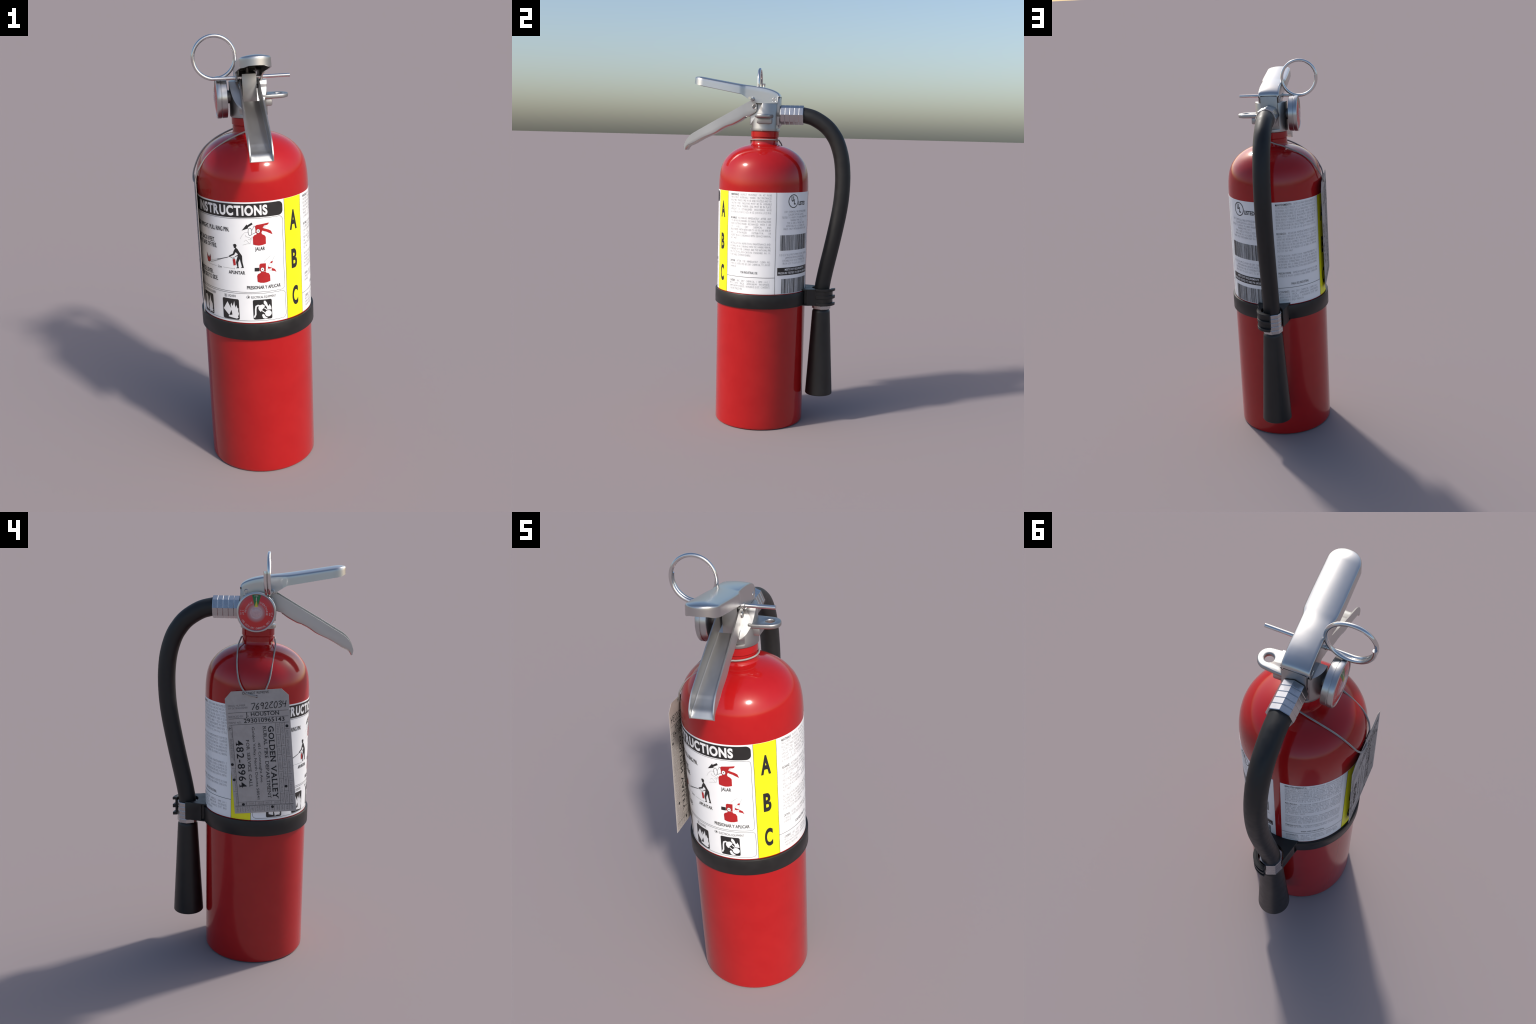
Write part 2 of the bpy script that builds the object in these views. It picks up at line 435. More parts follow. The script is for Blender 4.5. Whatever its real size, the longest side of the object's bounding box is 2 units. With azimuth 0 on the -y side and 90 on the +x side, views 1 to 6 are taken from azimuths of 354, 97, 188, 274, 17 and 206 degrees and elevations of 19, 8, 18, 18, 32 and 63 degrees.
# man aiming an extinguisher at a fire
blk.poly(P([(242.4, 1.1292), (244.0, 1.1335), (245.5, 1.133), (246.3, 1.1266), (245.8, 1.1199), (245.3, 1.1151), (243.6, 1.1145), (243.2, 1.1201), (242.9, 1.1256)]))
blk.poly(P([(245.2, 1.117), (247.0, 1.1108), (249.1, 1.0952), (251.3, 1.0805), (251.4, 1.0521), (252.6, 1.0256), (249.4, 1.0251), (250.7, 1.0301), (248.8, 1.0659), (247.1, 1.0493), (247.1, 1.0302), (247.7, 1.0237), (244.2, 1.0226), (246.0, 1.028), (244.7, 1.0496), (245.8, 1.0651), (247.3, 1.0845), (246.7, 1.09), (244.8, 1.0961), (243.4, 1.0843), (238.0, 1.0726), (236.9, 1.0739), (238.4, 1.0803), (241.9, 1.0885), (243.0, 1.1021), (244.4, 1.112)]))
blk.poly(P([(247.3, 1.0854), (243.7, 1.0758), (244.1, 1.0737), (247.5, 1.0817)]))
blk.line(P([(237.8, 1.0734), (240.1, 1.0716), (241.8, 1.0666)]), 0.0016)
for a, w in ((((236.9, 1.072), (212.6, 1.0392)), .0008), (((236.9, 1.0707), (212.5, 1.0322)), .0008), (((236.0, 1.0705), (222.7, 1.0518)), .0018), (((230, 1.060), (212.7, 1.0286)), .0008),
             (((209.2, 1.0207), (221.8, 1.0201)), .0008), (((230.0, 1.0209), (242.8, 1.0202)), .0008), (((242.8, 1.016), (242.8, 1.0245)), .0008)):
    blk.line(P(a), w)
write(blk, '2m', D(223.3), D(228.3), 1.0155, 0.0105, 0.0)
red.poly(P([(241.3, 1.0626), (244.0, 1.0646), (244.5, 1.0371), (242.1, 1.0343)]))
blk.ring(D(242.7), 1.0680, 0.0032, 0.0016)
blk.poly(P([(206.0, 1.071), (207.5, 1.0617), (209.2, 1.05), (210.2, 1.0599), (210.9, 1.048), (212.2, 1.0679), (213.0, 1.0539), (212.5, 1.0335), (210.2, 1.0275), (207.6, 1.0280), (206.6, 1.0396), (206.6, 1.0552)]))
red.poly(P([(206.9, 1.064), (207.8, 1.058), (209.1, 1.045), (210.2, 1.055), (210.9, 1.043), (212.1, 1.062), (212.5, 1.052), (212.0, 1.0350), (210.2, 1.0295), (207.9, 1.0300), (207.1, 1.0400)]))
# extinguisher being unpinned
red.poly(P([(262.9, 1.1319), (262.9, 1.1655), (264.4, 1.1736), (266.6, 1.1768), (266.9, 1.1813), (271.7, 1.1807), (271.9, 1.176), (274.3, 1.1704), (275.5, 1.1624), (275.4, 1.1316), (272.1, 1.1275), (268.8, 1.1259), (265.5, 1.1281)]))
red.poly(P([(265.4, 1.2131), (266.8, 1.2183), (279.2, 1.2253), (278.5, 1.2183), (277.4, 1.2152), (274.1, 1.213), (272.8, 1.2034), (278.5, 1.1943), (281.0, 1.1874), (282.5, 1.1697), (281.5, 1.1731), (278.8, 1.1793), (276.7, 1.185), (273.9, 1.1891), (272.3, 1.1925), (271.3, 1.1807), (266.9, 1.1810), (265.7, 1.1853), (265.8, 1.1982)]))
blk.poly(P([(252.2, 1.1947), (257.4, 1.2225), (257.9, 1.2178), (262.3, 1.2302), (263.2, 1.2218), (258.5, 1.2095), (258.8, 1.2049)]))
blk.ring(D(260.3), 1.1888, 0.0080, 0.0016, ry=0.017)
for a, w in ((((262.0, 1.1777), (266.6, 1.1865)), .0016), (((264.5, 1.2124), (262.2, 1.1953), (261.8, 1.1787)), .0012),
             (((250.3, 1.1573), (252.1, 1.1715), (255.2, 1.1865), (259.3, 1.1882)), .0006), (((252.5, 1.1295), (256.7, 1.1353), (259.9, 1.1361), (262.3, 1.1693)), .0006),
             (((255.9, 1.1754), (256.2, 1.1679), (259.0, 1.1641), (261.0, 1.1602), (260.1, 1.1529), (258.1, 1.1567)), .0007), (((253.9, 1.1455), (256.0, 1.1531), (257.6, 1.1456), (259.1, 1.138)), .0006),
             (((263.5, 1.215), (265.5, 1.210)), .0008), (((263.8, 1.209), (265.4, 1.216)), .0008), (((273.3, 1.210), (275.8, 1.207)), .0008), (((270.2, 1.194), (274.6, 1.2065)), .0010)):
    blk.line(P(a), w)
wht.disc(D(268.3), 1.1911, 0.0080, ry=0.0095)
# extinguisher being squeezed
red.poly(P([(265.7, 0.9605), (265.4, 0.9875), (266.3, 0.9959), (269.2, 1.0017), (269.3, 1.0065), (274.3, 1.0054), (274.4, 1.0006), (277.1, 0.9963), (278.3, 0.986), (278.4, 0.9600), (275, 0.9555), (272, 0.9540), (268.5, 0.9555)]))
red.poly(P([(268.1, 1.0383), (269.2, 1.0437), (274.6, 1.0434), (274.2, 1.0070), (269.3, 1.0072), (267.9, 1.0117)]))
blk.poly(P([(263.3, 1.0252), (267.8, 1.025), (267.7, 1.0088), (263.1, 1.009)]))
red.poly(P([(276.6, 1.0272), (280.7, 1.019), (283.7, 1.0112), (285.2, 0.9967), (283.2, 1.003), (280.6, 1.0057), (279.8, 1.0138), (276.5, 1.0177)]))
red.poly(P([(279.7, 1.0492), (281.9, 1.0497), (280.9, 1.0408), (278.8, 1.0412)]))
wht.disc(D(270.9), 1.0163, 0.0074, ry=0.0095)
for a in (((273.0, 1.047), (273.4, 1.0534), (276.9, 1.0669), (279.5, 1.0749)), ((278.8, 1.0412), (276.6, 1.0291), (276.5, 1.0177), (274.9, 1.009)),
          ((283.6, 1.0704), (282.0, 1.0582), (281.4, 1.0500)), ((280.9, 1.0399), (280.4, 1.0269), (277.3, 1.0172), (278.1, 1.0091), (280.6, 1.0057))):
    blk.line(P(a), .0007)
for x in (277.4, 278.8, 280.0): wht.disc(D(x), 1.0150, 0.0026)
# hazard icons: black rounded squares with white figures
def icon(d0, d1, z0, z1, polys, strokes=(), discs=(), inks=()):
    blk.poly(densify(rrect(D(d0), D(d1), z0, z1, 0.007)))
    f = lambda q: [(D(d0) + (D(d1) - D(d0)) * x, z0 + (z1 - z0) * y) for x, y in q]
    for q in polys: wht.poly(f(q))
    for q, w in strokes: wht.line(f(q), w)
    for x, y, r in discs: (cx, cy), = f([(x, y)]); wht.disc(cx, cy, r)
FL = [(0.52, .52), (0.50, .70), (0.56, .80), (.60, .64), (.66, .72), (.73, .90), (.75, .70), (.80, .58), (.84, .72), (.90, .55), (.95, .58), (.93, .42), (.97, .30), (.90, .14), (.95, .12), (.84, .05), (.34, .11), (.36, .17), (.58, .22), (.55, .40)]
icon(259.9, 279.0, 0.783, 0.876, [[(.30, .67), (.37, .73), (.5, .76), (.63, .68), (.57, .58), (.48, .5), (.39, .38), (.30, .48), (.27, .58)],
     [(.58, .94), (.56, .82), (.64, .70), (.72, .60), (.74, .47), (.97, .46), (.95, .60), (.87, .75), (.84, .66), (.78, .68), (.74, .82), (.66, .93)],
     [(.48, .26), (.45, .20), (.50, .06), (.60, .02), (.76, .04), (.62, .14), (.56, .26)]],
     [([(.04, .10), (.12, .26), (.13, .52), (.16, .67), (.26, .72), (.38, .68)], .0068), ([(.59, .57), (.73, .46)], .004), ([(.45, .45), (.62, .32)], .004)], [(.79, .28, .0150)])
icon(227.0, 245.6, 0.779, 0.877, [[(.31, .84), (.55, .48), (.38, .18), (.04, .47)], FL])
icon(195.2, 213.0, 0.780, 0.877, [[(.12, .80), (.30, .88), (.44, .74), (.44, .10), (.16, .16)], [(.55, .36), (.52, .52), (.62, .70), (.68, .90), (.76, .62), (.88, .50), (.90, .34), (.82, .08), (.60, .10), (.50, .22)]],
     [([(.5, .14), (.92, .10)], .004), ([(.55, .06), (.92, .20)], .004)])
blk.ring(D(255.4), 0.8895, 0.0064, 0.0013); blk.disc(D(255.7), 0.8895, 0.0032)
outline(blk, rrect(D(229.9), D(232.6), 0.8825, 0.8970, 0.0015), 0.0009); write(blk, 'B', D(230.5), D(232.0), 0.8855, 0.0085, 0)
for s, a, b, zb in (('ELECTRICAL EQUIPMENT', 258.5, 283.6, 0.8835), ('LIQUIDS', 234.0, 242.6, 0.8860), ('TRASH-WOOD-PAPER', 199.0, 217.3, 0.8845)):
    write(blk, s, D(a), D(b), zb, 0.0105, 0.0, False, 2)
blk.line([(D(196.3) - .005, .884), (D(196.3) + .005, .884), (D(196.3), .896), (D(196.3) - .005, .884)], 0.001)

# --- small-type panels
blk.rect(D(383.6) - .0009, D(383.6) + .0009, 0.7668, 1.3187)
blk.rect(D(318.1), D(383.6), 0.8570, 0.8588)
x0, x1 = D(324.0), D(377.4)
EN1 = ["INSPECT MONTHLY OR AT MORE", "FREQUENT INTERVALS WHEN CIRCUMSTANCES", "REQUIRE. MAKE SURE HOSE AND NOZZLE ARE UN-", "OBSTRUCTED. PRESSURE MUST BE IN OPERABLE", "RANGE. PIN & TAMPER SEAL MUST BE IN PLACE.", "WEIGHT IS ESTABLISHED INCLUDING HOSE", "& HORN AS 8 LB 12 OZ ± 8 OZ (4.00 KG ± 0.23 KG)."]
EN2 = ["RECHARGE IMMEDIATELY AFTER ANY", "USE. BEFORE RECHARGING DISCHARGE THE EXTINGUISHER", "HAVE EXTINGUISHER RECHARGED WITH 5 LBS", "OF A.B.C. DRY CHEMICAL AND", "PRESSURIZED WITH NITROGEN TO 195 PSI (1345 KPA) BY", "AN AUTHORIZED DISTRIBUTOR OR", "AGENT IN ACCORDANCE WITH SERVICE MANUAL", "NO. 0467"]
EN3 = ["INSTALLATION: INSPECTION, MAINTENANCE AND", "RECHARGE IN ACCORDANCE WITH THE OWNERS MANUAL", "PUBLISHED BY THE COMPANY AND THE NATIONAL FIRE", "PROTECTION ASSOCIATION STANDARD NO. 10.", "PORTABLE EXTINGUISHERS."]
EN4 = ["AFTER USE IMMEDIATELY CLEAN ALL", "SURFACES AFFECTED BY DRY CHEMICAL TO AVOID", "DAMAGE."]
EN5 = ["ABC DRY CHEMICAL / HMIS 1-0-0 /", "MUSCOVITE MICA, AMMONIUM PHOSPHATE,", "AMMONIUM SULFATE / NUISANCE DUST. CONTENTS", "UNDER PRESSURE"]
def block(head, lines, x0, x1, z, pitch, cap, hw):
    if head:
        write(blk, head, x0, x0 + hw, z, cap, 0.004, res=1)
        paragraph(gry, lines[:1], x0 + hw + 0.010, x1, z, pitch, cap, last=False)
        paragraph(gry, lines[1:], x0, x1, z - pitch, pitch, cap)
    else: paragraph(gry, lines, x0, x1, z, pitch, cap)
PT, CP = 0.0157, 0.0112
block('MAINTENANCE:', EN1, x0, x1, 1.2985, PT, CP, 0.052)
block('RECHARGE:', EN2, x0, x1, 1.1725, PT, CP, 0.040)
block(None, EN3, x0, x1, 1.0345, PT, CP, 0)
block('CAUTION:', EN4, x0, x1, 0.9385, PT, CP, 0.034)
write(blk, 'FOR INDUSTRIAL USE', D(340.1), D(361.8), 0.8770, 0.0125, 0.0, res=2)
block('CONTENTS:', EN5, x0, x1, 0.8300, PT * .95, CP, 0.037)
# Spanish panel
blk.rect(D(92.7), D(156.0), 0.8582, 0.8600)
x0, x1 = D(97.0), D(150.6)
SP1 = ["INSPECCIONAR MENSUALMENTE O", "CON MAS FRECUENCIA SI LAS CIRCUNSTANCIAS LO", "REQUIEREN. ASEGURESE QUE LA MANGUERA Y BOQUILLA", "SE ENCUENTREN LIBRES DE CUALQUIER OBSTRUCCION. LA", "PRESION MARCADA EN EL MANOMETRO DEBE DE ESTAR", "EN EL RANGO OPERABLE. EL ANILLO Y SELLO DEBE DE", "ESTAR EN SU POSICION CORRESPONDIENTE. PESO BRUTO", "DEL EXTINGUIDOR INCLUYENDO MANGUERA Y", "BOQUILLA 8 LB 12 OZ ± 8 OZ (4.00 KG ± 0.23 KG)"]
SP2 = ["RECARGAR INMEDIATAMENTE DESPUES DE", "CADA USO. DESCARGUE HASTA EL POLVO. SOLAMENTE", "EXTINTORES RECARGADOS EN UN DISTRIBUIDOR O SELLO CON", "5 LB. ABC POLVO QUIMICO SECO A UNA PRESION DE", "NITROGENO DE 195 PSI (1345 KPA) POR UN DISTRIBUIDOR", "O RECARGADOR AUTORIZADO DE ACUERDO AL MANUAL", "DE USO NO 0467."]
SP3 = ["INSTALACION: INSPECCION, MANTENIMIENTO Y", "CONSERVACION DEBE SER SEGUN EL ACUERDO AL MANUAL DEL", "PROPIETARIO SUMINISTRADO CON EL EXTINGUIDOR DE", "LA NORMA NO. 10 PARA EXTINGUIDORES PORTATILES", "NATIONAL FIRE PROTECTION ASSOCIATION (NFPA)."]
SP4 = ["INMEDIATAMENTE DESPUES DE USAR", "LIMPIESE EL POLVO QUIMICO PARA EVITAR CORROSION."]
SP5 = ["ABC DRY CHEMICAL / HMIS 1-0-0 /", "MUSCOVITE MICA, AMMONIUM PHOSPHATE,", "AMMONIUM SULFATE / NUISANCE DUST. BAJO", "CONTENIDO BAJO PRESION"]
PT = 0.0154
block('MANTENIMIENTO:', SP1, x0, x1, 1.2990, PT, CP, 0.086)
block('RECARGO:', SP2, x0, x1, 1.1475, PT, CP, 0.050)
block(None, SP3, x0, x1, 1.0275, PT, CP, 0)
block('PRECAUCION:', SP4, x0, x1, 0.9340, PT, CP, 0.066)
write(blk, 'PARA USO INDUSTRIAL', D(111.9), D(135.1), 0.8730, 0.0125, 0.0, res=2)
block('CONTENTS:', SP5, x0, x1, 0.8310, PT * .98, CP, 0.053)
# listing panel
cx = D(408.0)
blk.ring(cx, 1.2725, 0.0335, 0.0042, 40, ry=0.0345)
write(blk, 'U', cx - 0.0155, cx + 0.0010, 1.2720, 0.026, 0.035, False, 4)
write(blk, 'L', cx + 0.0020, cx + 0.0150, 1.2555, 0.026, 0.035, False, 4)
write(blk, 'LISTED', D(416.8), D(431.6), 1.2500, 0.0195, 0.030, True, 3)
x0, x1 = D(386.5), D(443.5)
paragraph(gry, ["DRY CHEMICAL FIRE EXTINGUISHER", "CLASSIFICATION 3-A:40-B:C", "TESTED TO ANSI/UL 711 AND ANSI/UL 299", "MARINE TYPE USCG", "TYPE A SIZE II, TYPE B:C SIZE I", "APPROVAL NO. 162.028/EX 2764", "VALID ONLY WITH BRACKET NO. B17"], x0, x1, 1.2100, 0.0155, CP, center=True, condense=0.66)
paragraph(gry, ["5 LB (2.27 KG) MULTI-PURPOSE DRY CHEMICAL", "(AMMONIUM PHOSPHATE BASE)", "SUITABLE FOR USE AT TEMPERATURES", "FROM -65°F TO 120°F (-54°C TO 49°C)"], x0, x1, 0.9760, 0.0160, CP, center=True, condense=0.66)
blk.rect(D(386.7), D(443.0), 0.8700, 0.9120)
write(wht, 'MEETS DOT REQUIREMENTS', D(397.0), D(432.5), 0.8955, 0.0105, 0.012, False, 2)
write(wht, 'PRESSURE TESTED TO 585 PSI (4033 KPA)', D(387.8), D(442.0), 0.8770, 0.0105, 0.012, False, 2)
bars = Art(); rb = random.Random(3)
for d0, d1, z0, z1 in ((389.6, 440.0, 1.0055, 1.0895), (392.5, 440.5, 0.7690, 0.8500)):
    x = D(d0)
    while x < D(d1):
        w = rb.choice((0.0011, 0.0011, 0.0020, 0.0031, 0.0042)); bars.rect(x, min(x + w, D(d1)), z0, z1); x += w + rb.choice((0.0011, 0.0016, 0.0022, 0.0030))
W = lambda r: (lambda u, z: wrap(u, z, r))
yel.finish('label_colour_band', M_YEL, label, W(RL + .0004))
blk.finish('label_black_print', M_BLACK, label, W(RL + .0008))
gry.finish('label_fine_print', M_GREY, label, W(RL + .0006))
bars.finish('label_barcode', M_BARGREY, label, W(RL + .0007))
red.finish('label_red_print', M_INKRED, label, W(RL + .0010))
wht.finish('label_white_print', M_WHITE, label, W(RL + .0012))

# gauge-symbol centres printed over the white dials
dots = Art()
for a, z in ((268.3, 1.1911), (270.9, 1.0163)):
    dots.disc(D(a), z, 0.0024, 10); dots.ring(D(a), z, 0.0080, 0.0012, 24, ry=0.0095)
dots.finish('label_dial_symbol', M_BLACK, label, W(RL + .0015))

# ------------------------------------------------------------------ valve head casting
bm = bmesh.new()
VF = frame_at((0, AY, 0), (0, 0, 1))
lathe(bm, [(0, 1.6435), (0.081, 1.6435), (0.0828, 1.6455), (0.0828, 1.660), (0.0822, 1.664), (0.0822, 1.7935), (0, 1.7935)], 96, VF)
valve = obj_from_bm('valve_head', bm, M_CAST, root)
c = bmesh.new()                                              # slanted front cut-away (both cheeks)
mp = lambda u, v, w: (w, u, v)
prism(c, [(-0.024, 1.7945), (-0.0610, 1.7260), (-0.0780, 1.7000), (-0.0900, 1.6860), (-0.13, 1.6500), (-0.13, 1.83), (-0.024, 1.83)], -0.12, 0.12, mp)
boolean(valve, c)
c = bmesh.new(); prism(c, [(-0.0990, 1.665), (-0.0990, 1.8315), (0.040, 1.8315), (0.040, 1.665)], -0.0305, 0.0305, mp)
boolean(valve, c, 'UNION')
c = bmesh.new(); prism(c, [(0.030, 1.660), (0.030, 1.8320), (0.0665, 1.8320), (0.0665, 1.660)], -0.0425, 0.0425, mp)
boolean(valve, c, 'UNION')
for y0, y1 in ((-0.13, -0.0835), (0.0500, 0.13)):              # casting slots above the bottom flange
    c = bmesh.new(); box(c, -0.055, 0.055, y0, y1, 1.6590, 1.6785); boolean(valve, c)
add_bevel(valve, 0.0022, 2)

# hanging lug with eye and its gusset
bm = bmesh.new()
LC = (0.1312, -0.0140); LRad = 0.0435
pts = [(0.055, 0.036), (0.090, 0.034)] + [(LC[0] + LRad * cos(radians(a)), LC[1] + LRad * sin(radians(a))) for a in range(80, -81, -8)] + [(0.090, -0.062), (0.055, -0.062)]
prism(bm, pts, 1.7155, 1.7345, lambda u, v, w: (u, v, w))
lug = obj_from_bm('hanging_lug', bm, M_CAST, valve)
c = bmesh.new(); lathe(c, [(0, 1.70), (0.0175, 1.70), (0.0175, 1.75), (0, 1.75)], 40, frame_at((LC[0], LC[1], 0), (0, 0, 1)))
boolean(lug, c); add_bevel(lug, 0.0055, 3, 50)
bm = bmesh.new(); box(bm, 0.058, 0.1005, -0.052, 0.031, 1.684, 1.7175); bevel(bm, 0.006, 2)
gus = obj_from_bm('lug_gusset', bm, M_CAST, valve)

# ------------------------------------------------------------------ carry handle (upper)
TOP = [(-0.420, 1.9405), (-0.405, 1.9400), (-0.360, 1.9322), (-0.284, 1.9195), (-0.142, 1.8965), (-0.068, 1.8875), (-0.0085, 1.8775), (0.025, 1.8680), (0.047, 1.8580), (0.058, 1.8500), (0.0645, 1.8410), (0.0665, 1.8340)]
BOT = [(-0.420, 1.8990), (-0.408, 1.8960), (-0.395, 1.8885), (-0.366, 1.8835), (-0.26, 1.8640), (-0.152, 1.8440), (-0.138, 1.8370), (-0.100, 1.8115), (-0.074, 1.7975), (-0.052, 1.7945), (0.0560, 1.7955), (0.0575, 1.8300), (0.0665, 1.8330)]
TOP = [(y, z + 0.0008) for y, z in TOP]
CRN = [(-0.42, 0.010), (-0.15, 0.010), (-0.11, 0.006), (0.03, 0.0045), (0.067, 0.003)]
HW = [(-0.36, 0.0622), (-0.155, 0.0622), (-0.122, 0.0540), (0.067, 0.0525)]
ys = sorted(set([round(0.0665 - 0.4265 * k / 70, 5) for k in range(71)] + [0.0645, 0.058]), reverse=True)
right = [(smooth(y, HW), y) for y in ys] + [(0.0622 * cos(a), -0.360 - 0.0545 * sin(a)) for a in [pi / 2 * k / 14 for k in range(1, 15)]]
outline_pts = [(-x, y) for x, y in right] + right[::-1][1:]
def handle_grid(t):
    g = []
    for x, y in outline_pts:
        sy = max(y, -0.362)                                  # spine point this column starts from
        nx, ny = (x, y - sy); L = math.hypot(nx, ny) or 1; ex, ey = x - nx / L * t, y - ny / L * t
        col = []; rf = 0.006
        zt = smooth(y, TOP); cr = smooth(y, CRN)
        zs = smooth(sy, TOP)
        hx, hy = ex - ey * 0, ey
        for k in range(8):
            s = k / 7 * (1 - rf / L)
            px, py = s * ex, sy + s * (ey - sy)
            zz = smooth(py, TOP) - cr * s * s - t
            col.append((px, py, zz))
        ze = smooth(ey, TOP) - cr - t
        for k in range(1, 4):
            a = k / 3 * pi / 2; s = 1 - rf / L * (1 - sin(a))
            col.append((s * ex, sy + s * (ey - sy), ze - rf * (1 - cos(a)) + cr * (1 - (1 - rf / L * (1 - sin(a))) ** 2)))
        zb = interp(y, BOT)
        zw = col[-1][2]
        for k in range(1, 5):
            f = k / 4; fl = 1 + 0.0022 * f / L
            col.append((ex * fl, sy + (ey - sy) * fl, zw + (zb - zw) * f))
        g.append(col)
    return g
bm = bmesh.new()
shell(bm, handle_grid(0), handle_grid(0.0055), skip=('j0',))
bmesh.ops.remove_doubles(bm, verts=bm.verts, dist=0.00005)
handle = obj_from_bm('carry_handle', bm, M_PLATE, root, 42)
# rear pivot rivet and pin eyelets
def disc_rivet(name, y, z, r, xo, parent):
    for sgn in (1, -1):
        b2 = bmesh.new()
        lathe(b2, [(0, -0.006), (r, -0.006), (r, 0.0008), (r * .86, 0.0022), (r * .72, 0.0010), (0, 0.0012)], 28, frame_at((sgn * xo, y, z), (sgn, 0, 0), (0, 1, 0)))
        obj_from_bm(name, b2, M_PLATE, parent, 30)
disc_rivet('rivet', 0.0370, 1.8130, 0.0125, 0.0535, handle)
for sgn in (1, -1):
    b2 = bmesh.new(); lathe(b2, [(0.0082, -0.004), (0.013, -0.004), (0.0125, 0.0015), (0.0095, 0.0028), (0.0082, 0.0015)], 24, frame_at((sgn * 0.0555, -0.0815, 1.8155), (sgn, 0, 0), (0, 1, 0)), closed=True)
    obj_from_bm('pin_eyelet', b2, M_PLATE, handle, 30)

# ------------------------------------------------------------------ squeeze lever (lower): U channel with finger-shaped underside
ST = [(-.0600, 1.784, -.0600, 1.762), (-.066, 1.794, -.066, 1.746), (-.078, 1.801, -.080, 1.733), (-.100, 1.805, -.102, 1.722), (-.130, 1.789, -.127, 1.714), (-.170, 1.766, -.155, 1.6955),
      (-.210, 1.743, -.197, 1.6735), (-.245, 1.723, -.218, 1.667), (-.300, 1.692, -.252, 1.6505), (-.360, 1.657, -.290, 1.6265), (-.400, 1.634, -.345, 1.602), (-.427, 1.6165, -.376, 1.5855),
      (-.447, 1.595, -.414, 1.5635), (-.4585, 1.575, -.438, 1.5525), (-.4655, 1.555, -.4500, 1.5395), (-.4630, 1.5325, -.4555, 1.5300)]
dense = catmull([(a, b, 0) for a, b, c_, d in ST], 6); denseB = catmull([(c_, d, 0) for a, b, c_, d in ST], 6)
def lever_grid(t):
    g = []
    for T, B in zip(dense, denseB):
        if t and -0.385 < B.x < -0.105:                      # the channel floor runs straight above the wavy finger edge
            B = Vector((B.x, 1.7140 - 0.516 * (-0.127 - B.x) + 0.0010 if B.x < -0.127 else max(B.y, 1.7140), 0))
        w = interp(-T.x, [(0.06, 0.0415), (0.12, 0.0420), (0.25, 0.0455), (0.47, 0.0478)])
        d = Vector((T.x - B.x, T.y - B.y)); L = d.length; d /= L
        rf = min(0.010, L * 0.6)
        half = []
        ww = w - t; bt = min(t, L * .5)
        for k in range(4): q = L + (rf - L) * k / 3; half.append((ww, q))
        ri = max(rf - t, 0.0015)
        for k in range(1, 6):
            a = pi / 2 * k / 5; half.append((ww - ri + ri * cos(a), bt + ri - ri * sin(a) if t else rf - rf * sin(a)))
        for k in range(1, 4): half.append(((ww - ri) * (1 - k / 3), bt))
        row = [(x, B.x + d.x * q, B.y + d.y * q) for x, q in half]
        g.append(row + [(-x, y, z) for x, y, z in row[::-1][1:]])
    return g
bm = bmesh.new(); go, gi = lever_grid(0), lever_grid(0.0050)
NE = 24                                                        # stations of the two pivot ears (cheeks only), then the floored channel
shell(bm, go[NE:], gi[NE:], skip=('i0',))
for sl in (slice(0, 6), slice(-6, None)): shell(bm, [r[sl] for r in go[:NE + 1]], [r[sl] for r in gi[:NE + 1]], skip=('i1',))
for j in range(5, len(go[0]) - 6): add_faces(bm, [go[NE][j], go[NE][j + 1], gi[NE][j + 1], gi[NE][j]], [(0, 1, 2, 3)])
bmesh.ops.remove_doubles(bm, verts=bm.verts, dist=0.00002)
lever = obj_from_bm('squeeze_lever', bm, M_LEVER, root, 42)
disc_rivet('rivet', -0.0745, 1.7754, 0.0125, 0.0432, lever)
bm = bmesh.new(); lathe(bm, [(0, -0.0445), (0.009, -0.0445), (0.009, 0.0445), (0, 0.0445)], 24, frame_at((0, -0.0745, 1.7754), (1, 0, 0), (0, 1, 0)))
obj_from_bm('pivot_axle', bm, M_STEM, lever)
bm = bmesh.new(); lathe(bm, [(0.010, 1.828), (0.010, 1.850), (0.007, 1.852), (0.007, 1.8760)], 24, frame_at((-0.002, -0.040, 0), (0, 0, 1)))
obj_from_bm('valve_stem', bm, M_STEM, valve)

# ------------------------------------------------------------------ ring pin
bm = bmesh.new()
RC = (-0.1425, 1.9030); RR = 0.0886
path = [(0.1750 - 0.025 * k, -0.0815 + 0.00020 * k, 1.8155 - 0.00008 * k) for k in range(11)]
path += [(RC[0] - RR * sin(p), -0.0775 + 0.0076 * p / pi, RC[1] - RR * cos(p)) for p in [(2 * pi + 1.74) * k / 110 for k in range(2, 111)]]
tube(bm, path, 0.0079, 12, up=(0, 0, 1))
pin = obj_from_bm('ring_pin', bm, M_CHROME, root, 50)

# ------------------------------------------------------------------ pressure gauge
gauge = bpy.data.objects.new('pressure_gauge', None); scene.collection.objects.link(gauge); gauge.parent = root
GF = frame_at((0, GC[0], GC[1]), (-1, 0, 0), (0, -1, 0))     # local x = right as seen, y = up?, z = outwards
bm = bmesh.new()
lathe(bm, [(0, 0.0935), (0.080, 0.0935), (0.0875, 0.0945), (0.0892, 0.0965), (0.0896, 0.1175), (0.0884, 0.1190), (0.0884, 0.1208), (0.0908, 0.1222), (0.0908, 0.1355), (0.0896, 0.1385), (0.0868, 0.1405), (0.0835, 0.1408), (0.0815, 0.1395), (0.0810, 0.1365), (0, 0.1365)], 96, GF)
obj_from_bm('gauge_case', bm, M_SILVER, gauge, 32)
bm = bmesh.new(); lathe(bm, [(0.026, 0.070), (0.028, 0.074), (0.028, 0.0945)], 6 * 8, GF)
obj_from_bm('gauge_stem', bm, M_STEM, gauge)
DR = 0.0812
dome = lambda r: 0.1374 + 0.0105 * (1 - (r / DR) ** 2)
